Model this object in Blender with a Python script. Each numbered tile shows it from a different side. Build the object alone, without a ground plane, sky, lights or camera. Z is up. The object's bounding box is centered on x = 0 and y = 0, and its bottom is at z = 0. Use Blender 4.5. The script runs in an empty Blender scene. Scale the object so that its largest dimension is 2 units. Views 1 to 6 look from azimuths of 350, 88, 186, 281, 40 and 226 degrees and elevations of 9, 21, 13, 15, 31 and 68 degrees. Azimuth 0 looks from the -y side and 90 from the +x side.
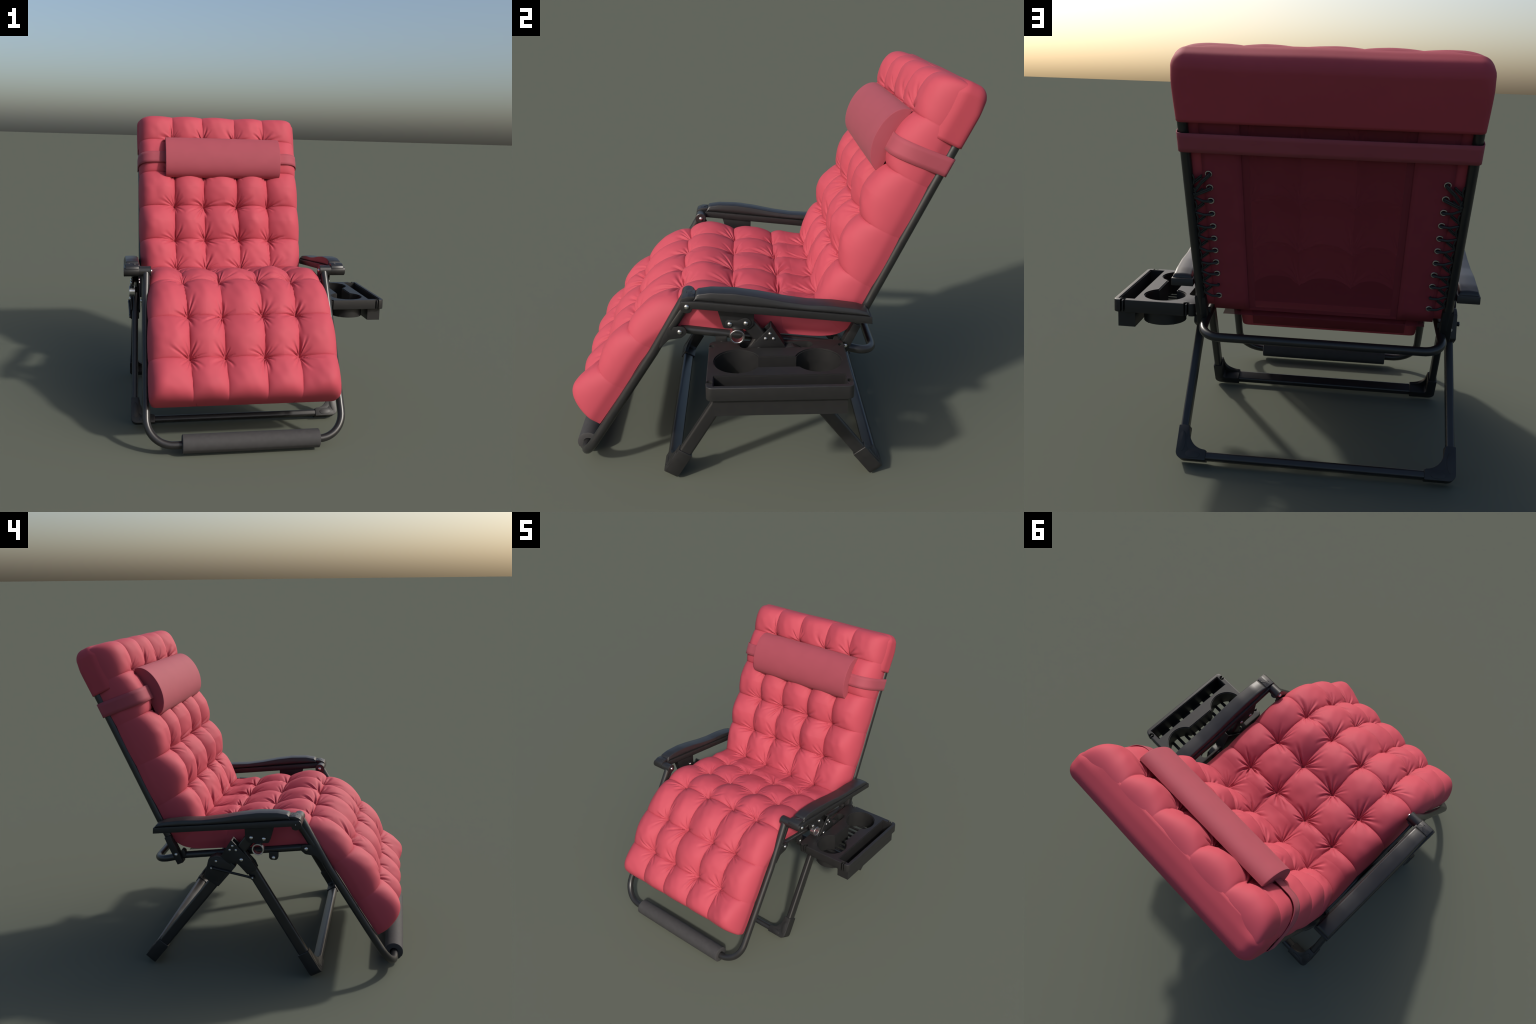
"""Padded zero-gravity style reclining chair: tufted cushion, head pillow, folding
steel-tube frame, arm rests, laced sling and a clip-on side tray."""
import bpy, bmesh, math
import numpy as np
from mathutils import Vector, Matrix

rng = np.random.default_rng(11)
XC = -0.168                       # the chair's own plane of symmetry (the tray shifts the box)
SIDES = (1, -1)

# ------------------------------------------------------------------ materials
def new_mat(name):
    m = bpy.data.materials.new(name)
    m.use_nodes = True
    nt = m.node_tree
    b = nt.nodes["Principled BSDF"]
    return m, nt, b

def noise_bump(nt, b, scale, strength, dist=0.001, detail=3.0):
    tc = nt.nodes.new("ShaderNodeTexCoord")
    n = nt.nodes.new("ShaderNodeTexNoise")
    n.inputs["Scale"].default_value = scale
    n.inputs["Detail"].default_value = detail
    bp = nt.nodes.new("ShaderNodeBump")
    bp.inputs["Strength"].default_value = strength
    bp.inputs["Distance"].default_value = dist
    nt.links.new(tc.outputs["Object"], n.inputs["Vector"])
    nt.links.new(n.outputs["Fac"], bp.inputs["Height"])
    nt.links.new(bp.outputs["Normal"], b.inputs["Normal"])
    return tc, n, bp

def simple(name, col, rough, metal=0.0, spec=0.5, var=0.12, scale=14.0, bump=0.0, bscale=300.0, sheen=0.0, coat=0.0):
    m, nt, b = new_mat(name)
    b.inputs["Roughness"].default_value = rough
    b.inputs["Metallic"].default_value = metal
    b.inputs["Specular IOR Level"].default_value = spec
    b.inputs["Sheen Weight"].default_value = sheen
    b.inputs["Coat Weight"].default_value = coat
    tc = nt.nodes.new("ShaderNodeTexCoord")
    n = nt.nodes.new("ShaderNodeTexNoise")
    n.inputs["Scale"].default_value = scale
    n.inputs["Detail"].default_value = 4
    r = nt.nodes.new("ShaderNodeValToRGB")
    r.color_ramp.elements[0].position = 0.3
    r.color_ramp.elements[1].position = 0.7
    r.color_ramp.elements[0].color = (*[c * (1 - var) for c in col], 1)
    r.color_ramp.elements[1].color = (*[min(1, c * (1 + var)) for c in col], 1)
    nt.links.new(tc.outputs["Object"], n.inputs["Vector"])
    nt.links.new(n.outputs["Fac"], r.inputs["Fac"])
    nt.links.new(r.outputs["Color"], b.inputs["Base Color"])
    if bump:
        noise_bump(nt, b, bscale, bump)
    return m

CUSHION_COL = (0.405, 0.053, 0.078)
M_cushion = simple("padded_cloth", CUSHION_COL, 0.72, spec=0.35, var=0.03, scale=6, bump=0.12, bscale=420)
M_pillow = simple("pillow_cloth", (0.295, 0.052, 0.074), 0.75, spec=0.35, var=0.03, scale=9, bump=0.25, bscale=520, sheen=0.04)
M_hood = simple("hood_cloth", (0.375, 0.048, 0.070), 0.75, spec=0.3, var=0.03, scale=5, bump=0.15, bscale=420)
M_tube = simple("black_enamelled_tube", (0.0165, 0.0163, 0.0168), 0.33, spec=0.5, var=0.1, scale=20)
M_steel = simple("black_flat_steel", (0.0125, 0.0125, 0.0130), 0.5, spec=0.38, var=0.15, scale=30)
M_plastic = simple("black_moulded_plastic", (0.0150, 0.0148, 0.0150), 0.46, spec=0.42, var=0.1, scale=30, bump=0.08, bscale=700)
M_armpad = simple("black_arm_plastic", (0.016, 0.016, 0.017), 0.40, spec=0.48, var=0.08, scale=20)
M_foam = simple("grey_foam", (0.041, 0.040, 0.041), 0.75, spec=0.3, var=0.08, scale=40, bump=0.2, bscale=600)
M_chrome = simple("bright_steel", (0.66, 0.65, 0.64), 0.30, metal=1.0, var=0.06, scale=60)
M_cord = simple("black_elastic_cord", (0.016, 0.018, 0.020), 0.6, var=0.3, scale=200)
M_hem = simple("sling_hem_cloth", (0.235, 0.032, 0.050), 0.8, spec=0.25, var=0.05, scale=12, bump=0.2, bscale=500)

def mesh_cloth():
    """woven see-through sling: dark red weave, a little light passes through"""
    m, nt, b = new_mat("woven_sling")
    b.inputs["Roughness"].default_value = 0.75
    b.inputs["Specular IOR Level"].default_value = 0.3
    tc = nt.nodes.new("ShaderNodeTexCoord")
    w = [nt.nodes.new("ShaderNodeTexWave") for _ in range(2)]
    for k, n in enumerate(w):
        n.bands_direction = ("X", "Z")[k]
        n.inputs["Scale"].default_value = 95
        n.inputs["Distortion"].default_value = 0.4
        nt.links.new(tc.outputs["Object"], n.inputs["Vector"])
    mul = nt.nodes.new("ShaderNodeMath"); mul.operation = "MULTIPLY"
    nt.links.new(w[0].outputs["Fac"], mul.inputs[0]); nt.links.new(w[1].outputs["Fac"], mul.inputs[1])
    r = nt.nodes.new("ShaderNodeValToRGB")
    r.color_ramp.elements[0].color = (0.27, 0.035, 0.055, 1)
    r.color_ramp.elements[1].color = (0.34, 0.050, 0.072, 1)
    nt.links.new(mul.outputs[0], r.inputs["Fac"])
    nt.links.new(r.outputs["Color"], b.inputs["Base Color"])
    tr = nt.nodes.new("ShaderNodeBsdfTransparent")
    mx = nt.nodes.new("ShaderNodeMixShader")
    mx.inputs["Fac"].default_value = 0.43
    out = nt.nodes["Material Output"]
    nt.links.new(b.outputs["BSDF"], mx.inputs[1]); nt.links.new(tr.outputs["BSDF"], mx.inputs[2])
    nt.links.new(mx.outputs["Shader"], out.inputs["Surface"])
    return m
M_sling = mesh_cloth()

# ------------------------------------------------------------------ objects
ROOT = bpy.data.objects.new("reclining_chair", None)
bpy.context.scene.collection.objects.link(ROOT)
ROOT.empty_display_size = 0.2
ROOT.location = (XC, 0, 0)
ROOT["label"] = "red tufted reclining lounge chair with black folding frame, head pillow and side tray"
ROOT["category"] = "reclining chair"
bpy.context.view_layer.update()

def add(name, me, mat, parent=ROOT, loc=(0, 0, 0), smooth=35):
    """mesh given in chair coordinates (x from the symmetry plane)"""
    ob = bpy.data.objects.new(name, me)
    bpy.context.scene.collection.objects.link(ob)
    ob.parent = parent
    ob.location = loc
    if mat and not me.materials:
        me.materials.append(mat)
    if smooth is not None and me.polygons:
        me.polygons.foreach_set("use_smooth", [True] * len(me.polygons))
        if smooth < 180:
            me.set_sharp_from_angle(angle=math.radians(smooth))
    me.update()
    return ob

def me_from(name, V, F):
    me = bpy.data.meshes.new(name)
    me.from_pydata([tuple(map(float, v)) for v in V], [], [tuple(map(int, f)) for f in F])
    me.validate()
    return me

class Soup:
    """collects simple solids into one mesh"""
    def __init__(self): self.V, self.F = [], []
    def add(self, V, F):
        o = len(self.V)
        self.V += [tuple(v) for v in V]
        self.F += [tuple(i + o for i in f) for f in F]
    def mesh(self, name): return me_from(name, self.V, self.F)

def round_poly(pts, radii, seg=7):
    """rounds the corners of a closed 2D polygon"""
    n, out = len(pts), []
    if not hasattr(radii, "__len__"): radii = [radii] * n
    for i in range(n):
        p, a, b = (np.array(pts[k % n], float) for k in (i, i - 1, i + 1))
        r = radii[i]
        if r <= 0: out.append(p); continue
        u, v = (a - p) / np.linalg.norm(a - p), (b - p) / np.linalg.norm(b - p)
        ang = math.acos(max(-1, min(1, u @ v)))
        t = min(r / math.tan(ang / 2), 0.48 * min(np.linalg.norm(a - p), np.linalg.norm(b - p)))
        rr = t * math.tan(ang / 2)
        w = (u + v) / np.linalg.norm(u + v)
        c = p + w * rr / math.sin(ang / 2)
        s, e = p + u * t - c, p + v * t - c
        tot = math.acos(max(-1, min(1, (s @ e) / (rr * rr))))
        for k in range(seg + 1):
            f = k / seg
            q = (math.sin((1 - f) * tot) * s + math.sin(f * tot) * e) / math.sin(tot)
            out.append(c + q)
    return out

def prism(poly, lo, hi, axes, bevel=0.0, seg=2):
    """extrudes a 2D polygon between lo and hi. axes = (origin, u, v, w)"""
    o, u, v, w = (np.array(a, float) for a in axes)
    n = len(poly)
    V = [o + u * p[0] + v * p[1] + w * lo for p in poly] + [o + u * p[0] + v * p[1] + w * hi for p in poly]
    F = [tuple(range(n))[::-1], tuple(range(n, 2 * n))] + [(i, (i + 1) % n, n + (i + 1) % n, n + i) for i in range(n)]
    bm = bmesh.new()
    bv = [bm.verts.new(x) for x in V]
    for f in F: bm.faces.new([bv[i] for i in f])
    bmesh.ops.recalc_face_normals(bm, faces=bm.faces)
    if bevel:
        es = [e for e in bm.edges if len(e.link_faces) == 2 and e.calc_face_angle(0) > 0.6]
        bmesh.ops.bevel(bm, geom=es, offset=bevel, segments=seg, affect="EDGES", profile=0.5, clamp_overlap=True)
    bm.verts.index_update()
    r = [v.co.copy() for v in bm.verts], [[v.index for v in f.verts] for f in bm.faces]
    bm.free()
    return r

YZ = ((0, 0, 0), (0, 1, 0), (0, 0, 1), (1, 0, 0))     # polygons in the side view, extruded over x
XY = ((0, 0, 0), (1, 0, 0), (0, 1, 0), (0, 0, 1))
def side_plate(poly, x0, x1, bevel=0.002): return prism(poly, min(x0, x1), max(x0, x1), YZ, bevel)
def box(x0, x1, y0, y1, z0, z1, bevel=0.002, seg=2):
    return prism([(x0, y0), (x1, y0), (x1, y1), (x0, y1)], z0, z1, XY, bevel, seg)

def fillet_path(P, rad, seg=10):
    """polyline in space with rounded corners"""
    P = [np.array(p, float) for p in P]
    out = [P[0]]
    for i in range(1, len(P) - 1):
        p, a, b = P[i], P[i - 1], P[i + 1]
        r = rad[i - 1] if hasattr(rad, "__len__") else rad
        u, v = (a - p) / np.linalg.norm(a - p), (b - p) / np.linalg.norm(b - p)
        ang = math.acos(max(-1, min(1, float(u @ v))))
        t = min(r / math.tan(ang / 2), 0.49 * min(np.linalg.norm(a - p), np.linalg.norm(b - p)))
        rr = t * math.tan(ang / 2)
        w = (u + v) / np.linalg.norm(u + v)
        c = p + w * rr / math.sin(ang / 2)
        s, e = p + u * t - c, p + v * t - c
        tot = math.acos(max(-1, min(1, float(s @ e) / (rr * rr))))
        for k in range(seg + 1):
            f = k / seg
            out.append(c + (math.sin((1 - f) * tot) * s + math.sin(f * tot) * e) / math.sin(tot))
    out.append(P[-1])
    return out

def tube(P, r, n=20, caps=True, closed=False):
    """round tube along a path; r may be a list"""
    P = [np.array(p, float) for p in P]
    m = len(P)
    T = []
    for i in range(m):
        a = P[(i - 1) % m] if closed or i > 0 else P[i]
        b = P[(i + 1) % m] if closed or i < m - 1 else P[i]
        T.append((b - a) / (np.linalg.norm(b - a) + 1e-12))
    ref = np.array([0, 0, 1.0]) if abs(T[0][2]) < 0.9 else np.array([1.0, 0, 0])
    N = np.cross(T[0], ref); N /= np.linalg.norm(N)
    V, F = [], []
    for i in range(m):
        N = N - T[i] * (N @ T[i]); N /= np.linalg.norm(N)
        B = np.cross(T[i], N)
        rr = r[i] if hasattr(r, "__len__") else r
        for k in range(n):
            a = 2 * math.pi * k / n
            V.append(P[i] + rr * (math.cos(a) * N + math.sin(a) * B))
    for i in range(m if closed else m - 1):
        for k in range(n):
            j = (i + 1) % m
            F.append((i * n + k, i * n + (k + 1) % n, j * n + (k + 1) % n, j * n + k))
    if caps and not closed:
        F.append(tuple(range(n))[::-1]); F.append(tuple(range((m - 1) * n, m * n)))
    return V, F

def lathe_x(profile, c, n=24, sign=1):
    """turned shape about an x axis through c; profile = (offset along x, radius)"""
    V, F = [], []
    for (d, r) in profile:
        for k in range(n):
            a = 2 * math.pi * k / n
            V.append((c[0] + sign * d, c[1] + r * math.cos(a), c[2] + r * math.sin(a)))
    m = len(profile)
    for i in range(m - 1):
        for k in range(n):
            f = (i * n + k, i * n + (k + 1) % n, (i + 1) * n + (k + 1) % n, (i + 1) * n + k)
            F.append(f if sign < 0 else f[::-1])
    F.append(tuple(range((m - 1) * n, m * n))[::(-1 if sign < 0 else 1)])
    F.append(tuple(range(n))[::(1 if sign < 0 else -1)])
    return V, F

def flat_tube(p, q, side, w, t, n=28):
    """straight tube with a flat-oval section: w wide (side-view width), t thick along side"""
    p, q, side = (np.array(a, float) for a in (p, q, side))
    d = (q - p) / np.linalg.norm(q - p)
    side = side - d * (side @ d); side /= np.linalg.norm(side)
    wide = np.cross(d, side)
    V, F = [], []
    sec = round_poly([(-w / 2, -t / 2), (w / 2, -t / 2), (w / 2, t / 2), (-w / 2, t / 2)], t * 0.32, 5)
    n = len(sec)
    for e in (p, q):
        V += [e + wide * s[0] + side * s[1] for s in sec]
    F = [(k, (k + 1) % n, n + (k + 1) % n, n + k) for k in range(n)] + [tuple(range(n))[::-1], tuple(range(n, 2 * n))]
    return V, F

# rivet / bolt heads share their mesh data
def head_mesh(name, r, h):
    prof = [(0, r), (h * 0.25, r)] + [(h * (0.25 + 0.75 * math.sin(a)), r * math.cos(a)) for a in np.linspace(0.2, 1.45, 6)]
    V, F = lathe_x(prof, (0, 0, 0), 20)
    me = me_from(name, V, F)
    me.materials.append(M_chrome)
    return me
ME_BOLT, ME_RIVET = head_mesh("bolt_head", 0.0118, 0.0095), head_mesh("rivet_head", 0.0078, 0.006)
def bolt(x, y, z, sign, parent, small=False):
    ob = add("rivet" if small else "bolt", ME_RIVET if small else ME_BOLT, None, parent, (x, y, z))
    if sign < 0: ob.rotation_euler = (0, 0, math.pi)
    return ob

# ------------------------------------------------------------------ side-view layout
P0, D, N = np.array([.414, .748]), np.array([.423, .906]), np.array([-.906, .423])   # back tube line
def back(l, n=0.0): return P0 + D * l + N * n
LD = np.array([-.559, -.829]); LN = np.array([-.829, .559])                            # leg rest line
L0 = np.array([-.531, .696])
def legp(l, n=0.0): return L0 + LD * l + LN * n

# ------------------------------------------------------------------ cushion
# rows of tufts: base point (on the sling side) and the button point, from the top end to the foot end
rows_B = [back(1.324, .150), back(1.100, .160), back(.833, .150), back(.566, .139), back(.302, .134),
          (.290, .882), (.088, .884), (-.140, .909), (-.390, .910), (-.620, .750), (-.782, .534), (-.945, .345)]
rows_U = [back(1.310, .012), back(1.100, .012), back(.833, .012), back(.566, .012), back(.290, .012),
          (.392, .780), (.104, .770), (-.125, .783), (-.338, .803), (-.544, .699), (-.696, .476), (-.838, .262)]
cell_c = [.074, .082, .110, .110, .085, .062, .068, .082, .090, .092, .088]              # 11 cells
cols = np.array([-.352, -.127, .127, .355])
W_row = np.array([.612, .615, .615, .615, .612, .592, .584, .584, .584, .588, .590, .585])

def catmull(P, s):
    P = np.asarray(P, float)
    if P.ndim == 1: P = P[:, None]
    n = len(P)
    i = np.clip(np.floor(s).astype(int), 0, n - 2)
    f = (s - i)[:, None]
    g = lambda k: P[np.clip(k, 0, n - 1)]
    p0, p1, p2, p3 = g(i - 1), g(i), g(i + 1), g(i + 2)
    p0 = np.where((i == 0)[:, None], 2 * p1 - p2, p0)
    p3 = np.where((i == n - 2)[:, None], 2 * p2 - p1, p3)
    return 0.5 * (2 * p1 + (p2 - p0) * f + (2 * p0 - 5 * p1 + 4 * p2 - p3) * f ** 2 + (3 * p1 - p0 - 3 * p2 + p3) * f ** 3)

def smooth01(t): t = np.clip(t, 0, 1); return t * t * (3 - 2 * t)

def wave_noise(X, Y, seed, freq):
    """smooth band-limited noise from a few random waves"""
    r = np.random.default_rng(seed)
    out = np.zeros_like(X)
    for _ in range(9):
        a, ph = r.uniform(0, 2 * math.pi), r.uniform(0, 2 * math.pi)
        k = freq * r.uniform(.6, 1.6)
        out += np.sin(k * (X * math.cos(a) + Y * math.sin(a)) + ph)
    return out / 4.0

NR = len(rows_B) - 1
# samples along the chair: s = row coordinate, fa = height fraction at the two rounded ends
END = 0.52                                     # share of the end cells taken by the rounded end
ns_end, ns_mid = 44, 74
phi = np.linspace(math.pi / 2, 0, ns_end)
s_top = END * (1 - np.sin(phi) ** 0.85); f_top = np.cos(phi) ** 0.50; f_foot = np.cos(phi) ** 0.52
s_list, f_list = [s_top], [f_top]
e = np.linspace(END, 1, 26)[1:]; s_list.append(e); f_list.append(np.ones_like(e))
for i in range(1, NR - 1):
    e = i + np.linspace(0, 1, ns_mid)[1:]
    s_list.append(e); f_list.append(np.ones_like(e))
e = NR - 1 + np.linspace(0, 1 - END, 26)[1:]; s_list.append(e); f_list.append(np.ones_like(e))
s_list.append((NR - s_top)[::-1][1:]); f_list.append(f_foot[::-1][1:])
S, FA = np.concatenate(s_list), np.concatenate(f_list)
# samples across: t in [-1,1] flat part + two rounded sides
phi = np.linspace(0, math.pi / 2, 34)
R_side = .125
flat = np.concatenate([np.linspace(-1, 1, 350)])
Bp, Up = catmull(rows_B, S), catmull(rows_U, S)
Wd = catmull(W_row, S)[:, 0]
Dir = Bp - Up
T = np.linalg.norm(Dir, axis=1); Dir = Dir / T[:, None]
cell = np.clip(np.floor(S).astype(int), 0, NR - 1)
fu = S - cell
pw = 0.66
b = np.clip(np.sin(math.pi * fu), 0, 1) ** pw
b = np.where((cell == 0) & (fu < .5), 1.0, b)
b = np.where((cell == NR - 1) & (fu > .5), 1.0, b)
kn = np.array([cell_c[0]] + [(cell_c[i] + cell_c[i + 1]) / 2 for i in range(NR - 1)] + [cell_c[-1]])
Cc = np.interp(S, np.concatenate([[0], np.arange(NR) + .5, [NR]]), np.concatenate([[cell_c[0]], cell_c, [cell_c[-1]]]))
arc = np.concatenate([[0], np.cumsum(np.linalg.norm(np.diff(Bp, axis=0), axis=1))])

# taper of the tuft columns towards the foot
colscale = np.interp(S, [0, 8, 9, 10, NR], [1.0, 1.0, .968, .945, .94])
ends_in = (1 - FA ** 1.6)                       # rounds the plan corners
side_f = np.cos(phi) ** 0.62
side_x = np.sin(phi) ** 0.85
V = []
nx = len(flat) + 2 * (len(phi) - 1)
frac = np.concatenate([side_f[1:][::-1], np.ones(len(flat)), side_f[1:]])
GX = np.zeros((len(S), nx)); GH = np.zeros_like(GX)
for i in range(len(S)):
    W = Wd[i] + .006 * (b[i] - .75) - .055 * ends_in[i] ** 3
    inner = W - R_side
    x = np.concatenate([-(inner + R_side * side_x[1:])[::-1], flat * inner, inner + R_side * side_x[1:]])
    GX[i] = x
# heights
ARC = arc[:, None] * np.ones((1, nx))
jit = rng.uniform(-.005, .005, (NR + 1, 4))
colpos = cols[None, :] * colscale[:, None] + catmull(jit, S)
a = np.ones_like(GX)
ax = GX
for k in range(len(cols)):
    lo = colpos[:, k - 1][:, None] if k else None
for i in range(len(S)):
    c = colpos[i]
    x = GX[i]
    ai = np.ones(nx)
    for k in range(3):
        m = (x >= c[k]) & (x <= c[k + 1])
        ai[m] = np.clip(np.sin(math.pi * (x[m] - c[k]) / (c[k + 1] - c[k])), 0, 1) ** pw
    for cc, sg in ((c[0], -1), (c[3], 1)):
        dd = sg * (x - cc)
        wq = (Wd[i] - abs(cc)) * 0.98
        m = (dd >= 0)
        ai[m] = np.where(dd[m] < wq / 2, np.clip(np.sin(math.pi * dd[m] / wq), 0, 1) ** pw, 1.0)
    a[i] = ai
bb = b[:, None] * np.ones((1, nx))
kb = np.interp(S, np.arange(NR + 1), [.45, .45, .45, .44, .44, .47, .46, .46, .47, .40, .38, .38])[:, None]
ka = .50
# the buttons pull cones into the padding
dimple = np.zeros_like(GX)
for ri in range(1, NR):
    ks = int(np.argmin(abs(S - ri)))
    for k in range(len(cols)):
        dimple = np.maximum(dimple, np.exp(-np.hypot(GX - colpos[ks, k], ARC - arc[ks]) / .048))
tf = Cc[:, None] * (1 + .10 * wave_noise(GX, ARC, 7, 9))
Hh = T[:, None] + tf * (1 - ka * (1 - a) - kb * (1 - bb) - (1 - ka - kb + .04) * dimple)
# soft irregular stuffing
Hh += .0050 * wave_noise(GX, ARC, 3, 20) * a * bb + .0012 * wave_noise(GX, ARC, 4, 60) * a * bb
# puckers around every button
for ri in range(1, NR):
    ks = int(np.argmin(abs(S - ri)))
    for k in range(len(cols)):
        cx, ca = colpos[ks, k], arc[ks]
        dx, da = GX - cx, ARC - ca
        dist = np.sqrt(dx * dx + da * da)
        i0, i1 = np.where(dist.min(1) < .15)[0][[0, -1]]
        j0, j1 = np.where(dist.min(0) < .15)[0][[0, -1]]
        sl = (slice(i0, i1 + 1), slice(j0, j1 + 1))
        dd, th = dist[sl], np.arctan2(da[sl], dx[sl])
        Hd = -.016 * np.exp(-dd / .014)
        nf = rng.integers(8, 12)
        # long pleats hug the seams, shorter puckers fan out between them
        pleats = [(q2 * math.pi / 2 + sg * rng.uniform(.16, .42), rng.uniform(.09, .17), rng.uniform(.009, .019)) for q2 in range(4) for sg in (1, -1) if rng.uniform() < .45]
        for q in range(nf + len(pleats)):
            t0 = 2 * math.pi * (q + rng.uniform(-.35, .35)) / nf
            wth = rng.uniform(.08, .16); L = rng.uniform(.055, .135); dep = rng.uniform(.007, .021)
            bend = rng.uniform(-3.0, 3.0)
            if q >= nf: t0, L, dep = pleats[q - nf]; wth = rng.uniform(.06, .11); bend = rng.uniform(-1.2, 1.2)
            dth = (th - t0 - bend * dd + math.pi) % (2 * math.pi) - math.pi
            amp = smooth01(dd / .028) * np.clip(1 - dd / L, 0, 1) ** 1.1
            Hd += -dep * amp * np.exp(-(dth / wth) ** 2) + .45 * dep * amp * np.exp(-((dth - 1.9 * wth) / (1.1 * wth)) ** 2)
        Hh[sl] += Hd
Ft = FA[:, None] * frac[None, :]
Hm = (T + .62 * Cc)[:, None]                    # the stitch lines fade out down the side walls
Hf = Hm * Ft + (Hh - Hm) * FA[:, None] ** np.where(S < 2, 2.8, 1.5)[:, None] * frac[None, :] ** 2.4
# narrow foot of the side walls tucked in a little
tuck = (1 - smooth01(Hf / .07)) * .012
GX = GX - np.sign(GX) * tuck * (np.abs(GX) > .3)
PY = Up[:, None, 0] + Dir[:, None, 0] * Hf
PZ = Up[:, None, 1] + Dir[:, None, 1] * Hf
V = np.stack([GX, PY, PZ], -1).reshape(-1, 3)
nr = len(S)
I = np.arange(nr * nx).reshape(nr, nx)
F = np.stack([I[:-1, :-1], I[:-1, 1:], I[1:, 1:], I[1:, :-1]], -1).reshape(-1, 4)[:, ::-1]
# border flange turned under, so that the cover has an edge on the sling side
Vf, Ff, base = [], [], len(V)
side_idx = [I[:, 0], I[:, -1][::-1]]
for sg, idx in zip((-1, 1), (I[:, 0], I[:, -1])):
    st = len(V) + len(Vf)
    for q, ii in enumerate(idx):
        p = V[ii].copy(); p[0] -= sg * .085
        Vf.append(p)
    for q in range(nr - 1):
        f = (idx[q], idx[q + 1], st + q + 1, st + q)
        Ff.append(f if sg < 0 else f[::-1])
# under the seat and the leg rest the cover is closed
first = int(np.argmin(abs(S - 4.75)))
for q in range(first, nr - 1):
    l0_, r0_ = len(V) + q, len(V) + nr + q
    Ff.append((l0_, l0_ + 1, r0_ + 1, r0_))
me = bpy.data.meshes.new("cushion")
allV = np.concatenate([V, np.array(Vf)]); allF = np.concatenate([F, np.array(Ff)])
me.vertices.add(len(allV)); me.vertices.foreach_set("co", allV.astype(np.float32).ravel())
me.loops.add(allF.size); me.loops.foreach_set("vertex_index", allF.astype(np.int32).ravel())
me.polygons.add(len(allF)); me.polygons.foreach_set("loop_start", np.arange(0, allF.size, 4, dtype=np.int32))
me.update(calc_edges=True); me.validate()
cushion = add("cushion", me, M_cushion, smooth=70)

# ------------------------------------------------------------------ head hood (pocket over the frame top)
def hood_mesh():
    bm = bmesh.new()
    nl, nn, nxx = 26, 12, 60
    # closed rounded box in (x, l, n), later opened at the bottom
    hx, l0, l1, n0, n1 = .6195, 1.050, 1.325, -.031, .135
    def rb(p, r):
        c = np.array([np.clip(p[0], -hx + r, hx - r), np.clip(p[1], l0 - 1, l1 - r), np.clip(p[2], n0 + min(r, .06), 1)])
        d = p - c; n = np.linalg.norm(d)
        return c + d / n * min(n, r) if n > 1e-9 else p
    grid = {}
    def vert(x, l, n):
        key = (round(x, 5), round(l, 5), round(n, 5))
        if key not in grid:
            p = rb(np.array([x, l, n]), .028 + .030 * smooth01((l - 1.20) / .10))
            dive = max(0, n - .075) / (n1 - .075)        # the open edge is tucked into the cushion
            edge = float(smooth01((abs(p[0]) - hx + .16) / .13))
            p[0] -= math.copysign(.034 * dive ** 1.5, p[0]) * edge
            p[1] -= (.012 + .022 * edge) * dive ** 1.2 * smooth01((l - 1.22) / .09)
            # slack cloth: slight belly on the back and wavy top edge
            lf = (l - l0) / (l1 - l0)
            p[2] += (-.006 * math.sin(math.pi * min(1, lf)) * math.cos(math.pi * .5 * x / hx)) if n < (n0 + n1) / 2 else 0
            p[1] += .0012 * math.sin(11 * x + 1) * lf
            p[0] += math.copysign(.004 * math.sin(math.pi * lf * .8), x) * (abs(x) / hx) ** 8
            y, z = back(p[1], p[2])
            grid[key] = bm.verts.new((p[0], y, z))
        return grid[key]
    xs = np.concatenate([np.linspace(-hx, -hx + .06, 9), np.linspace(-hx + .06, hx - .06, 50)[1:-1], np.linspace(hx - .06, hx, 9)])
    ls = np.concatenate([np.linspace(l0, l1 - .06, 16), np.linspace(l1 - .06, l1, 9)[1:]])
    nn_ = np.linspace(n0, n1, 13)
    def face(f):
        try: bm.faces.new(f)
        except ValueError: pass
    for a, b_ in zip(xs[:-1], xs[1:]):
        for c, d in zip(ls[:-1], ls[1:]):
            face([vert(a, c, n0), vert(a, d, n0), vert(b_, d, n0), vert(b_, c, n0)])
        for c, d in zip(nn_[:-1], nn_[1:]):
            face([vert(a, l1, c), vert(a, l1, d), vert(b_, l1, d), vert(b_, l1, c)])
    for c, d in zip(ls[:-1], ls[1:]):
        for p, q in zip(nn_[:-1], nn_[1:]):
            for x in (-hx, hx):
                face([vert(x, c, p), vert(x, d, p), vert(x, d, q), vert(x, c, q)])
    bmesh.ops.remove_doubles(bm, verts=bm.verts, dist=1e-5)
    bmesh.ops.recalc_face_normals(bm, faces=bm.faces)
    me = bpy.data.meshes.new("hood"); bm.to_mesh(me); bm.free()
    return me
hood = add("hood", hood_mesh(), M_hood, smooth=60)
sol = hood.modifiers.new("cloth", "SOLIDIFY"); sol.thickness = .004; sol.offset = -1

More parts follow.
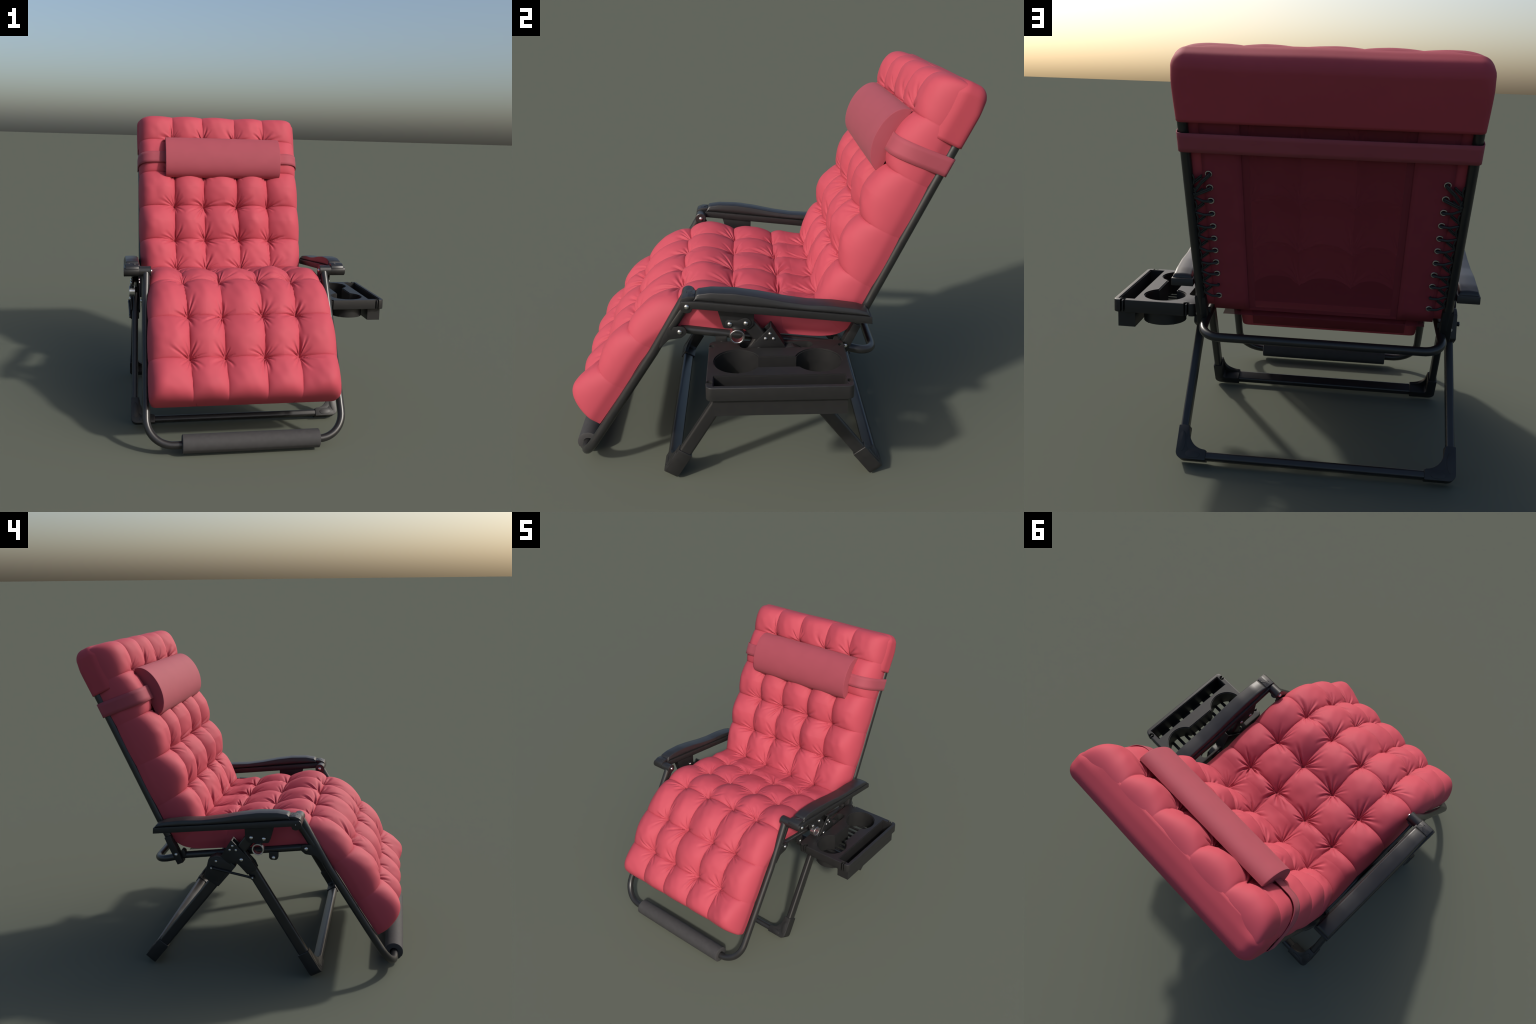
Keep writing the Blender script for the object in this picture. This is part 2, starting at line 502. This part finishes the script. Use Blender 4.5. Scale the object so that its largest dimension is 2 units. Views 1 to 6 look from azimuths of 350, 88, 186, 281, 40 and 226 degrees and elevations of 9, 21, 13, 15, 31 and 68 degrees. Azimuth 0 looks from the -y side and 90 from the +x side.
# ------------------------------------------------------------------ head pillow and its strap
def pillow_mesh():
    x0, x1 = -.584 - XC, .287 - XC
    cl, ca, n0, dep = .942, .159, .212, .100
    prof = [(cl - ca * math.cos(t), n0 + dep * math.sin(t) ** .92) for t in np.linspace(0, math.pi, 44)]
    sections = [(x0, .955), (x0 + .0005, .985), (x0 + .004, 1.0), (x0 + .007, .996), (x0 + .011, 1.0)]
    xs = sections + [(x, 1.0 + .006 * math.sin(math.pi * (x - x0) / (x1 - x0))) for x in np.linspace(x0 + .03, x1 - .03, 30)]
    xs += [(x0 + x1 - x, s) for x, s in sections[::-1]]
    V, F, n = [], [], len(prof)
    for x, s in xs:
        for l, q in prof:
            y, z = back(cl + (l - cl) * s, n0 + dep * .4 + (q - n0 - dep * .4) * s)
            V.append((x, y, z))
    for i in range(len(xs) - 1):
        for k in range(n):
            F.append((i * n + k, (i + 1) * n + k, (i + 1) * n + (k + 1) % n, i * n + (k + 1) % n))
    F.append(tuple(range(n))); F.append(tuple(range((len(xs) - 1) * n, len(xs) * n))[::-1])
    return me_from("pillow", V, F)
pillow = add("pillow", pillow_mesh(), M_pillow, smooth=50)

def strap_mesh():
    prof = []
    hw = .6185
    for t in np.linspace(.38, .49, 8)[:-1]: prof.append((t, .2425 - .02 * max(0, .43 - t)))
    for ph in np.linspace(0, 1.5, 24):
        prof.append((hw - .125 + .125 * math.sin(ph) ** .85, .012 + .2305 * math.cos(ph) ** .62))
    prof.append((hw + .001, .0))
    for ph in np.linspace(0, math.pi / 2, 8):
        prof.append((hw - .019 + .020 * math.cos(ph), -.010 - .018 * math.sin(ph)))
    for t in np.linspace(.58, 0, 12): prof.append((t, -.028 - .002 * math.cos(t * 2.7)))
    full = prof + [(-x, n) for x, n in prof[::-1][1:]]
    V, F = [], []
    for l in np.linspace(-.044, .044, 5):
        for x, n in full:
            y, z = back(.955 + l - .018 * (max(n, 0) / .24), n)
            V.append((x, y, z))
    m = len(full)
    for i in range(4):
        for k in range(m - 1):
            F.append((i * m + k, i * m + k + 1, (i + 1) * m + k + 1, (i + 1) * m + k))
    return me_from("pillow_strap", V, F)
strap = add("pillow_strap", strap_mesh(), M_pillow, parent=pillow, smooth=60)
sol = strap.modifiers.new("cloth", "SOLIDIFY"); sol.thickness = .004; sol.offset = 0

# ------------------------------------------------------------------ sling with lacing
def strip(path, hw, name, thick, nx=12, x_off=0.0):
    V, F = [], []
    for (y, z) in path:
        for x in np.linspace(-hw, hw, nx + 1): V.append((x + x_off, y, z))
    for i in range(len(path) - 1):
        for k in range(nx):
            F.append((i * (nx + 1) + k, i * (nx + 1) + k + 1, (i + 1) * (nx + 1) + k + 1, (i + 1) * (nx + 1) + k))
    return me_from(name, V, F)
seat_line = lambda y: .744 - .131 * (y - .1)
back_path = [tuple(back(l, .004)) for l in np.linspace(1.26, .02, 20)]
seat_path = [(y, seat_line(y) + .006) for y in np.linspace(.350, -.34, 12)]
leg_path = [tuple(legp(l, .002)) for l in np.linspace(-.12, .50, 12)]
sling = add("sling", strip(back_path, .372, "sling", .003), M_sling, smooth=60)
under = add("seat_sling", strip(seat_path + leg_path, .50, "seat_sling", .003), M_sling, parent=sling, smooth=40)
for ob in (under,):
    s_ = ob.modifiers.new("cloth", "SOLIDIFY"); s_.thickness = .002
for sg in SIDES:
    h = add("sling_hem", strip([tuple(back(l, .0015)) for l in np.linspace(1.26, .022, 20)], .085, "sling_hem", .003, 6, sg * .444), M_hem, parent=sling, smooth=60)
    s_ = h.modifiers.new("cloth", "SOLIDIFY"); s_.thickness = .003; s_.offset = 0

M_void_shade = simple("painted_void_shade", (0.10, 0.016, 0.025), 0.85, spec=0.2, var=0.05, scale=12)  # darkened red: strips modelled for the shadowy hollow seen through the sheer sling
for sg in SIDES:
    add("void_shade_strip", strip([tuple(back(l, .0055)) for l in np.linspace(1.26, .03, 20)], .016, "void_shade_strip", .003, 4, sg * .3425), M_void_shade, parent=sling)
def ring_in_back(l, x, n, R, r):
    P = []
    u, v = np.array([1, 0, 0]), np.array([0, *D])
    c = np.array([x, *back(l, n)])
    return tube([c + R * (math.cos(t) * u + math.sin(t) * v) for t in np.linspace(0, 2 * math.pi, 20, endpoint=False)], r, 8, closed=True)
for sg in SIDES:
    ls = np.linspace(.110, .796, 11)
    for k, l in enumerate(ls):
        if k != 1:
            add("eyelet", Soup_mesh := me_from("eyelet", *ring_in_back(l, sg * .502, -.004, .0128, .0034)), M_chrome, parent=sling)
        cord = Soup()
        dl = [.02, .015, .01, -.004, .012, .015, .002, .004, .016, -.045, -.10][k]
        e0 = np.array([sg * .502, *back(l, .002)]); e1 = np.array([sg * .495, *back(l, -.012)])
        m1 = np.array([sg * .535, *back(l + dl * .35 - .004, -.014)]); t1 = np.array([sg * .577, *back(l + dl, -.006)])
        offs = (-.0045, .0045) if k > 8 else (0,)
        for o in offs:
            q = np.array([0, *(D * o)])
            cord.add(*tube(fillet_path([e0, e1 + q, m1 + q, t1 + q], .02, 5), .0058 if k < 9 else .0048, 8))
        # the return run that passes under the edge to the next eyelet
        if k < 10:
            l2 = ls[k + 1]
            for o in (-.005, .006):
                a0 = np.array([sg * .577, *back(l + .018 + o, -.006)]); a1 = np.array([sg * .533, *back(l2 - .014 + o, -.004)])
                cord.add(*tube([a0, .5 * (a0 + a1) + np.array([0, *(N * -.004)]), a1], .0042, 6))
            cord.add(*tube([np.array([sg * (.571 - .006 * math.sin(math.pi * f)), *back(l + .02 + (l2 - l) * .7 * f, -.012)]) for f in np.linspace(0, 1, 5)], .0036, 6))
        else:
            cord.add(*tube([t1, np.array([sg * .569, *back(l - .10, -.018)])], .006, 6))
        add("lacing_cord", cord.mesh("lacing_cord"), M_cord, parent=sling)

# ------------------------------------------------------------------ tube frame
RT = .0225
def pt(h, yz): return np.array([h, yz[0], yz[1]])
HT = .594
bar = (-.936, .066)
leg_top = (-.362, .990)
leg_frame_path = fillet_path([pt(HT - .008, leg_top), pt(HT, legp(0)), pt(HT + .004, bar), pt(-HT - .004, bar), pt(-HT, legp(0)), pt(-HT + .008, leg_top)], [.5, .16, .16, .5], 12)
leg_frame = add("leg_rest_frame", me_from("leg_rest_frame", *tube(leg_frame_path, RT + .001, 24)), M_tube)
back_path3 = fillet_path([pt(HT, back(-.01)), pt(HT, back(1.265)), pt(-HT, back(1.265)), pt(-HT, back(-.01))], .09, 10)
back_frame = add("back_frame", me_from("back_frame", *tube(back_path3, RT, 24)), M_tube)
HS = .573
sf = fillet_path([pt(HS, (-.395, seat_line(-.395))), pt(HS, (.36, seat_line(.36))), pt(HS + .006, (.552, .662)), pt(-HS - .006, (.552, .662)), pt(-HS, (.36, seat_line(.36))), pt(-HS, (-.395, seat_line(-.395)))], [.4, .10, .10, .4], 12)
seat_frame = add("seat_frame", me_from("seat_frame", *tube(sf, RT - .001, 24)), M_tube)

for sg in SIDES:
    # flattened foot of the back tube, bolted to the seat frame
    poly = round_poly([(.424, .775), (.392, .664), (.355, .684), (.384, .758), (.395, .79)], .006, 3)
    V1, F1 = prism([(back(.10) + N * .020), (back(.02) + N * .022), back(-.088) + N * .021, back(-.088) - N * .021, (back(.02) - N * .022), (back(.10) - N * .020)], sg * .594 - .027, sg * .594 + .027, YZ, .004)
    add("frame_bracket", me_from("frame_bracket", V1, F1), M_steel, parent=back_frame)
    bolt(sg * .620, .402, .727, sg, back_frame, small=False).scale = (.85,) * 3
    # small stop behind the back tube
    add("frame_stop", me_from("frame_stop", *side_plate(round_poly([(.375, .760), (.352, .745), (.345, .705), (.375, .70)], .01, 4), sg * .56, sg * .60)), M_plastic, parent=back_frame)
    # front hinge bracket on the leg tube
    poly = round_poly([(-.372, .835), (-.362, .803), (-.392, .778), (-.452, .770), (-.505, .715), (-.490, .765), (-.452, .838), (-.400, .838)], [.02, .02, .02, .02, .004, .004, .01, .01], 4)
    s_ = Soup()
    s_.add(*side_plate(poly, sg * .603, sg * .616, .002)); s_.add(*side_plate(poly, sg * .552, sg * .560, .002))
    add("hinge_bracket", s_.mesh("hinge_bracket"), M_steel, parent=leg_frame)
    bolt(sg * .615, -.398, .812, sg, leg_frame)
    # sleeve at the upper end of the leg tube
    sl = [pt(sg * (HT - .0005 - .006 * f), legp(-.155 - .195 * f)) for f in np.linspace(0, 1, 6)]
    add("tube_sleeve", me_from("tube_sleeve", *tube(sl, [.0236, .0245, .0245, .0245, .0245, .0245], 24)), M_tube, parent=leg_frame)
    # hanging tab under the seat frame
    s_ = Soup()
    s_.add(*side_plate(round_poly([(-.228, .775), (-.228, .722), (-.172, .722), (-.172, .775)], [.004, .02, .02, .004], 5), sg * .578, sg * .600, .002))
    add("frame_tab", s_.mesh("frame_tab"), M_steel, parent=seat_frame)
    bolt(sg * .600, -.200, .738, sg, seat_frame)

# foot pad of foam on the front bar
def pad_mesh():
    x0, x1 = -.559 - XC, .270 - XC
    s_ = Soup()
    prof = []
    n = 40
    for x, R in [(x0, .0255), (x0, .052), (x0 + .003, .0565), (0, .0575), (x1 - .003, .0565), (x1, .052), (x1, .0255), (x0, .0255)]:
        prof.append((x, R))
    V, F = [], []
    for x, R in prof:
        for k in range(n):
            t = 2 * math.pi * k / n
            # split line of the foam sleeve plus a slight flat
            g = 1 - .045 * math.exp(-((t - 3.75) / .06) ** 2) if R > .04 else 1
            V.append((x, bar[0] + .003 + R * g * math.cos(t), bar[1] + .004 + R * g * math.sin(t)))
    m = len(prof)
    for i in range(m - 1):
        for k in range(n): F.append((i * n + k, i * n + (k + 1) % n, (i + 1) * n + (k + 1) % n, (i + 1) * n + k)[::-1])
    return me_from("foot_pad", V, F)
add("foot_pad", pad_mesh(), M_foam, parent=leg_frame)

# ------------------------------------------------------------------ folding legs
front_foot, front_top = np.array([-.465, .041]), np.array([-.014, .782])
rear_foot, rear_top = np.array([.574, .042]), np.array([-.078, .886])
LW, LT = .066, .040
def build_leg(name, foot, top, h_top, h_foot, outward):
    a2 = (top - foot) / np.linalg.norm(top - foot)          # up the leg, side view
    m2 = np.array([-a2[1], a2[0]])
    if m2[0] * outward < 0: m2 = -m2                         # pointing away from the chair's middle
    leg_obj = None
    s_ = Soup()
    for sg in SIDES:
        s_.add(*flat_tube(pt(sg * h_top, top), pt(sg * h_foot, foot + a2 * .03), (1, 0, 0), LW, LT))
    s_.add(*flat_tube(pt(-h_foot + .03, foot), pt(h_foot - .03, foot), (0, *a2), LW, LT))
    leg_obj = add(name, s_.mesh(name), M_tube)
    for sg in SIDES:
        c = Soup()
        o = pt(sg * (h_foot + .024), foot - a2 * .024)       # outer lower corner
        ax = (o, (-sg, 0, 0), (0, *a2), (0, *m2))
        wsl = .052
        hw = LW / 2 + .0045
        # the two sleeves
        L = [(0, .165), (0, 0), (.150, 0), (.150, .050), (wsl + .012, .050), (wsl, .062), (wsl, .165)]
        c.add(*prism(round_poly(L, [.004, .036, .004, .004, .004, .004, .004], 7), -hw, hw, ax, .003))
        # the web that stiffens the corner, on the outer face
        arc_ = [(wsl - .01, .150), (wsl + .002, .150)] + [(wsl + .004 + .088 * (1 - math.cos(t)), .046 + .088 * (1 - math.sin(t)) + .006) for t in np.linspace(.12, math.pi / 2, 10)] + [(.142, .046), (wsl - .01, .03)]
        c.add(*prism(arc_, hw - .020, hw - .001, ax, .0015))
        # raised pads on the outer face
        for (u0, v0, ru, rv) in ((.026, .085, .018, .05), (.085, .025, .036, .018)):
            el = [(u0 + ru * math.cos(t), v0 + rv * math.sin(t)) for t in np.linspace(0, 2 * math.pi, 24, endpoint=False)]
            c.add(*prism(el, hw - .002, hw + .002, ax, .001))
        add("corner_foot", c.mesh("corner_foot"), M_plastic, parent=leg_obj)
    return leg_obj
front_leg = build_leg("front_leg", front_foot, front_top, .650, .657, -1)
rear_leg = build_leg("rear_leg", rear_foot, rear_top, .648, .657, 1)

ARM_PLATE = round_poly([(-.218, .972), (-.186, .856), (-.068, .850), (-.044, .872), (-.040, .958)], [.002, .016, .024, .02, .002], 5)
for sg in SIDES:
    # two-sided hinge channel at the head of the front leg
    ch = Soup()
    poly = round_poly([(.040, .866), (.107, .757), (.058, .713), (.012, .722), (-.010, .702), (-.056, .652), (-.111, .686), (-.094, .724), (-.044, .778)], [.003, .003, .01, .01, .03, .002, .002, .03, .03], 4)
    ch.add(*side_plate(poly, sg * .6715, sg * .6815, .0015)); ch.add(*side_plate(poly, sg * .617, sg * .626, .0015))
    a_, b_ = np.array([.040, .864]), np.array([.106, .757])
    q = np.array([-.852, -.523]) * .008
    ch.add(*side_plate([a_, b_, b_ + q, a_ + q], sg * .6175, sg * .681, .001))
    add("hinge_channel", ch.mesh("hinge_channel"), M_steel, parent=front_leg)
    for y, z in ((.033, .828), (.050, .802), (.012, .803)): bolt(sg * .681, y, z, sg, front_leg, small=True)
    bolt(sg * .681, -.020, .744, sg, front_leg)
    # moulded housing round the rear leg
    hs = Soup()
    cap = round_poly([(.182, .738), (.142, .760), (.096, .752), (.024, .707), (.016, .696), (.125, .561), (.137, .566), (.198, .602), (.214, .616)], [.02, .02, .02, .006, .006, .006, .006, .004, .01], 5)
    hs.add(*side_plate(cap, sg * .620, sg * .680, .004))
    add("leg_housing", hs.mesh("leg_housing"), M_plastic, parent=rear_leg)
    inner = round_poly([(.170, .735), (.140, .749), (.098, .742), (.036, .704), (.128, .588), (.190, .620)], .01, 4)
    add("housing_face", me_from("housing_face", *side_plate(inner, sg * .679, sg * .6825, .001)), M_plastic, parent=rear_leg)
    bolt(sg * .682, .135, .725, sg, rear_leg, small=True)
    # thin link rod between the legs
    rd = Soup()
    A, B = np.array([sg * .690, .163, .684]), np.array([sg * .684, -.087, .635])
    u = (B - A) / np.linalg.norm(B - A)
    rd.add(*tube([A + u * .012, A + u * .03, B - u * .03, B - u * .012], [.0095, .0075, .0075, .0095], 12))
    for E_ in (A, B): rd.add(*lathe_x([(-.007, .012), (.006, .012)], E_, 16, sg))
    add("link_rod", rd.mesh("link_rod"), M_steel, parent=rear_leg)
    for E_ in (A, B): bolt(E_[0] + sg * .005, E_[1], E_[2], sg, rear_leg, small=True).scale = (.8,) * 3

# ------------------------------------------------------------------ arm rests
arm_z = lambda y: 0.9895 - .1105 * (y + .35)                 # top of the channel
def arm_pad_mesh(sg):
    ys = np.concatenate([np.linspace(-.318, -.300, 6), np.linspace(-.29, .46, 46), np.linspace(.465, .497, 7)])
    crown_y = [-.318, -.310, -.300, -.24, -.13, -.02, .10, .21, .33, .44, .488, .497]
    crown_z = [1.024, 1.042, 1.052, 1.060, 1.055, 1.037, 1.011, .993, .985, .967, .950, .936]
    V, F, n = [], [], 0
    for y in ys:
        zt = np.interp(y, crown_y, crown_z); zb = arm_z(y) + .034
        inn = np.interp(y, [-.32, -.1, .3, .5], [.629, .630, .630, .628]); out = np.interp(y, [-.32, -.1, .3, .5], [.717, .724, .724, .722])
        zb = min(zb, zt - .004)
        c, hw_ = (inn + out) / 2, (out - inn) / 2
        hgt = zt - zb
        bulge = .5 * hgt
        sec = [(-hw_ + .007, zb), (-hw_ + .001, zb + .12 * hgt), (-hw_ - .001, zb + .3 * hgt), (-hw_, zb + .5 * hgt)]
        rr = min(.006, .25 * hgt)
        top = [(-hw_ + .004 + rr * (1 - math.cos(t)), zt - .0022 - rr * (1 - math.sin(t))) for t in np.linspace(.1, 1.2, 4)] + [(f * (hw_ - .016), zt - .0022 * f * f) for f in np.linspace(-1, 1, 9)]
        top += [(-u, v) for u, v in top[:4][::-1]]
        sec = sec + top + [(-u, v) for u, v in sec[::-1]]
        n = len(sec)
        V += [(sg * (c + u), y, v) for u, v in sec]
    for i in range(len(ys) - 1):
        for k in range(n):
            f = (i * n + k, i * n + (k + 1) % n, (i + 1) * n + (k + 1) % n, (i + 1) * n + k)
            F.append(f if sg < 0 else f[::-1])
    F.append(tuple(range(n))[::(-1 if sg < 0 else 1)]); F.append(tuple(range((len(ys) - 1) * n, len(ys) * n))[::(1 if sg < 0 else -1)])
    return me_from("arm_pad", V, F)
for sg in SIDES:
    # channel under the pad, ends round in front over the pivot tube
    prof = [(.506, arm_z(.506) + .034), (.509, arm_z(.509) - .002), (-.325, arm_z(-.325) - .003)]
    prof += [(-.350 + .0335 * math.cos(t), .9955 + .0335 * math.sin(t)) for t in np.linspace(-.9, -4.0, 22)]
    prof += [(-.30, arm_z(-.30) + .035)]
    arm = add("arm_rest", me_from("arm_rest", *side_plate(prof, sg * .621, sg * .7275, .003)), M_plastic)
    add("arm_pad", arm_pad_mesh(sg), M_armpad, parent=arm, smooth=50)
    # pivot tube reaching inwards to the leg rest frame
    add("pivot_tube", me_from("pivot_tube", *lathe_x([(0, .029), (.002, .0325), (.060, .0325), (.075, .0325)], (sg * .555, -.352, .996), 32, sg)), M_tube, parent=arm)
    # front cap with a small embossed swoosh
    capp = round_poly([(-.312, 1.028), (-.312, 1.040), (-.345, 1.041), (-.374, 1.030), (-.384, 1.008), (-.36, 1.0)], [.002, .003, .02, .012, .006, .01], 4)
    add("arm_cap", me_from("arm_cap", *side_plate(capp, sg * .633, sg * .715, .003)), M_armpad, parent=arm)
    sw = Soup()
    for (off, r_) in ((0, .0030), (.010, .0026), (.019, .0022)):
        P = [np.array([sg * (.646 + .056 * f), -.326 - off - .010 * math.sin(2 * math.pi * f), 1.0400 - .10 * off]) for f in np.linspace(0, 1, 12)]
        sw.add(*tube(P, [r_ * (.35 + .65 * math.sin(math.pi * f)) for f in np.linspace(0, 1, 12)], 8))
    add("embossed_wave", sw.mesh("embossed_wave"), M_armpad, parent=arm)
    bolt(sg * .555, -.350, .996, -sg, arm)
    if sg > 0: bolt(sg * .727, -.350, .996, sg, arm)
    else: bolt(sg * .7265, -.350, .996, sg, arm, small=True).scale = (.4,) * 3
    # hanger plates
    hp = Soup()
    hp.add(*side_plate(ARM_PLATE, sg * .669, sg * .6755, .0015)); hp.add(*side_plate(ARM_PLATE, sg * .628, sg * .6325, .0015))
    add("hanger_plate", hp.mesh("hanger_plate"), M_steel, parent=arm)
    if sg > 0:
        A, B = np.array([-.158, .883]), np.array([-.082, .886])
        P = [A + .021 * np.array([math.cos(t), math.sin(t)]) for t in np.linspace(.55 * math.pi, 1.45 * math.pi, 9)] + [(-.12, .868)] + \
            [B + .026 * np.array([math.cos(t), math.sin(t)]) for t in np.linspace(-.6 * math.pi, .62 * math.pi, 11)] + [(-.118, .898)]
        add("lock_plate", me_from("lock_plate", *side_plate(P, .675, .680, .0015)), M_steel, parent=arm)
    for y, z in ((-.156, .882), (-.080, .885)):
        bolt(sg * (.680 if sg > 0 else .6755), y, z, sg, arm); bolt(sg * .628, y, z, -sg, arm)
    # locking lever with its ring
    lv = Soup()
    ctr = np.array([sg * .672, -.1215, .8175])
    lv.add(*lathe_x([(-.019, .0285), (-.019, .0345), (-.0175, .0358), (.0175, .0358), (.019, .0345), (.019, .0297), (.0178, .0285), (-.019, .0285)], ctr, 40, sg))
    lv.F = lv.F[:-2]
    add("lever_ring", lv.mesh("lever_ring"), M_chrome, parent=arm)
    add("lever", me_from("lever", *side_plate([(-.160, .885), (-.138, .848), (-.108, .848), (-.128, .890)], sg * .642, sg * .662, .002)), M_chrome, parent=arm)

# ------------------------------------------------------------------ side tray
X0, X1, Y0, Y1 = .462 - XC, .891 - XC, -.257, .386
CUPS = ((.658 - XC, -.122), (.656 - XC, .249)); CR = .1045
NX0, NX1 = .620 - XC, .712 - XC
SX0, SX1, SY0, SY1 = .790 - XC, .868 - XC, -.224, .354
ZT, ZB = .766, .700
def tray_mesh():
    V, F = prism(round_poly([(X0, Y0), (X1, Y0), (X1, Y1), (X0, Y1)], [.03, .028, .028, .03], 6), ZB, ZT, XY, .004, 3)
    body = bpy.data.objects.new("tmp_body", me_from("tmp_body", V, F))
    bpy.context.scene.collection.objects.link(body)
    cut = []
    def cutter(V, F):
        o = bpy.data.objects.new("tmp_cut", me_from("tmp_cut", V, F))
        bpy.context.scene.collection.objects.link(o); cut.append(o)
    def hole(poly, z0=ZB - .1): cutter(*prism(poly, z0, ZT + .1, XY))
    def outline(grow):
        """two cups joined by a straight neck"""
        r = CR + grow; out = []
        for (cx, cy), sgn in zip(CUPS, (1, -1)):
            dyl = math.sqrt(r * r - (NX0 - grow - cx) ** 2); dyr = math.sqrt(r * r - (NX1 + grow - cx) ** 2)
            aL = math.atan2(sgn * dyl, NX0 - grow - cx); aR = math.atan2(sgn * dyr, NX1 + grow - cx)
            if sgn > 0: ts = np.linspace(aL, aR + 2 * math.pi, 40)
            else: ts = np.linspace(aR, aL + 2 * math.pi, 40)
            out += [(cx + r * math.cos(t), cy + r * math.sin(t)) for t in ts]
        return out
    hole(outline(0.0))
    cutter(*prism(outline(.005), ZT - .006, ZT + .05, XY))          # stepped lip
    hole([(SX0, SY0), (SX1, SY0), (SX1, SY1), (SX0, SY1)])
    cutter(*prism([(SX0 - .004, SY0 - .004), (SX1 + .004, SY0 - .004), (SX1 + .004, SY1 + .004), (SX0 - .004, SY1 + .004)], ZT - .006, ZT + .05, XY))
    hx0, hx1 = .476 - XC, .537 - XC
    hole(round_poly([(hx0, -.112), (hx1, -.112), (hx1, .236), (hx0, .236)], .029, 7))
    for nxp in (.515 - XC, .842 - XC):
        for ye, sgn in ((Y0, 1), (Y1, -1)):
            hole([(nxp + .0165 * math.cos(t), ye + sgn * .013 + .0150 * math.sin(t)) for t in np.linspace(0, 2 * math.pi, 18, endpoint=False)])
            hole([(nxp - .0125, ye - .02), (nxp + .0125, ye - .02), (nxp + .0125, ye + .012), (nxp - .0125, ye + .012)])
    for c in cut:
        m = body.modifiers.new("cut", "BOOLEAN"); m.operation = "DIFFERENCE"; m.object = c; m.solver = "EXACT"
    dg = bpy.context.evaluated_depsgraph_get(); dg.update()
    me = bpy.data.meshes.new_from_object(body.evaluated_get(dg))
    for o in cut + [body]: bpy.data.objects.remove(o, do_unlink=True)
    return me, outline
tme, cup_outline = tray_mesh()
tme.name = "side_tray"; tme.materials.clear()
tray = add("side_tray", tme, M_plastic, smooth=30)
# wells hanging below the tray
def wall(poly_in, poly_out, z0, z1):
    n = len(poly_in)
    V = [(*p, z0) for p in poly_in] + [(*p, z1) for p in poly_in] + [(*p, z0) for p in poly_out] + [(*p, z1) for p in poly_out]
    F = []
    for i in range(n):
        j = (i + 1) % n
        F += [(i, n + i, n + j, j), (2 * n + i, 2 * n + j, 3 * n + j, 3 * n + i), (i, j, 2 * n + j, 2 * n + i)]
    return V, F
ZC = .636
add("cup_well", me_from("cup_well", *wall(cup_outline(.0012), cup_outline(.0052), ZC, ZT - .008)), M_plastic, parent=tray, smooth=30)
rect = lambda g: [(SX0 - g, SY0 - g), (SX1 + g, SY0 - g), (SX1 + g, SY1 + g), (SX0 - g, SY1 + g)]
ZS = .617
add("slot_well", me_from("slot_well", *wall(rect(.001), rect(.005), ZS, ZT - .008)), M_plastic, parent=tray, smooth=30)
# slatted floors
fl = Soup()
SLAT = .0095
for y in np.arange(-.202, .345, .0485):
    spans = []
    for cx, cy in CUPS:
        if abs(y - cy) < CR - .004:
            hw_ = math.sqrt((CR + .002) ** 2 - (y - cy) ** 2)
            spans.append((cx - hw_, cx + hw_))
    if CUPS[0][1] < y < CUPS[1][1]: spans.append((NX0 - .004, NX1 + .004))
    if spans:
        fl.add(*box(min(q[0] for q in spans), max(q[1] for q in spans), y - SLAT, y + SLAT, ZC, ZC + .008, .001))
gap = np.linspace(SY0 + .075, SY1 - .045, 6)
edges = [SY0 - .003] + [v for g in gap for v in (g - .012, g + .012)] + [SY1 + .003]
for a_, b_ in zip(edges[::2], edges[1::2]): fl.add(*box(SX0 - .003, SX1 + .003, a_, b_, ZS + .001, ZS + .007, .001))
fl.add(*box(SX0 - .003, SX0 + .040, SY0 - .003, SY1 + .003, ZS + .002, ZS + .0065, .001))
add("slatted_floor", fl.mesh("slatted_floor"), M_plastic, parent=tray)
# pegs in the edge notches and the clip that holds the tray to the seat frame
pg = Soup()
for nxp in (.515 - XC, .842 - XC):
    for ye in (Y0 + .005, Y1 - .005):
        pg.add(*box(nxp - .0035, nxp + .0035, ye - .006, ye + .010 if ye > 0 else ye + .014, ZB + .002, ZT - .004, .001)) if ye < 0 else pg.add(*box(nxp - .0035, nxp + .0035, ye - .014, ye + .004, ZB + .002, ZT - .004, .001))
add("edge_peg", pg.mesh("edge_peg"), M_plastic, parent=tray)
cl = Soup()
for y in (-.20, .31):
    cl.add(*box(X0 - .045, X0 + .012, y - .022, y + .022, .712, .734, .003))
add("tray_clip", cl.mesh("tray_clip"), M_plastic, parent=tray)
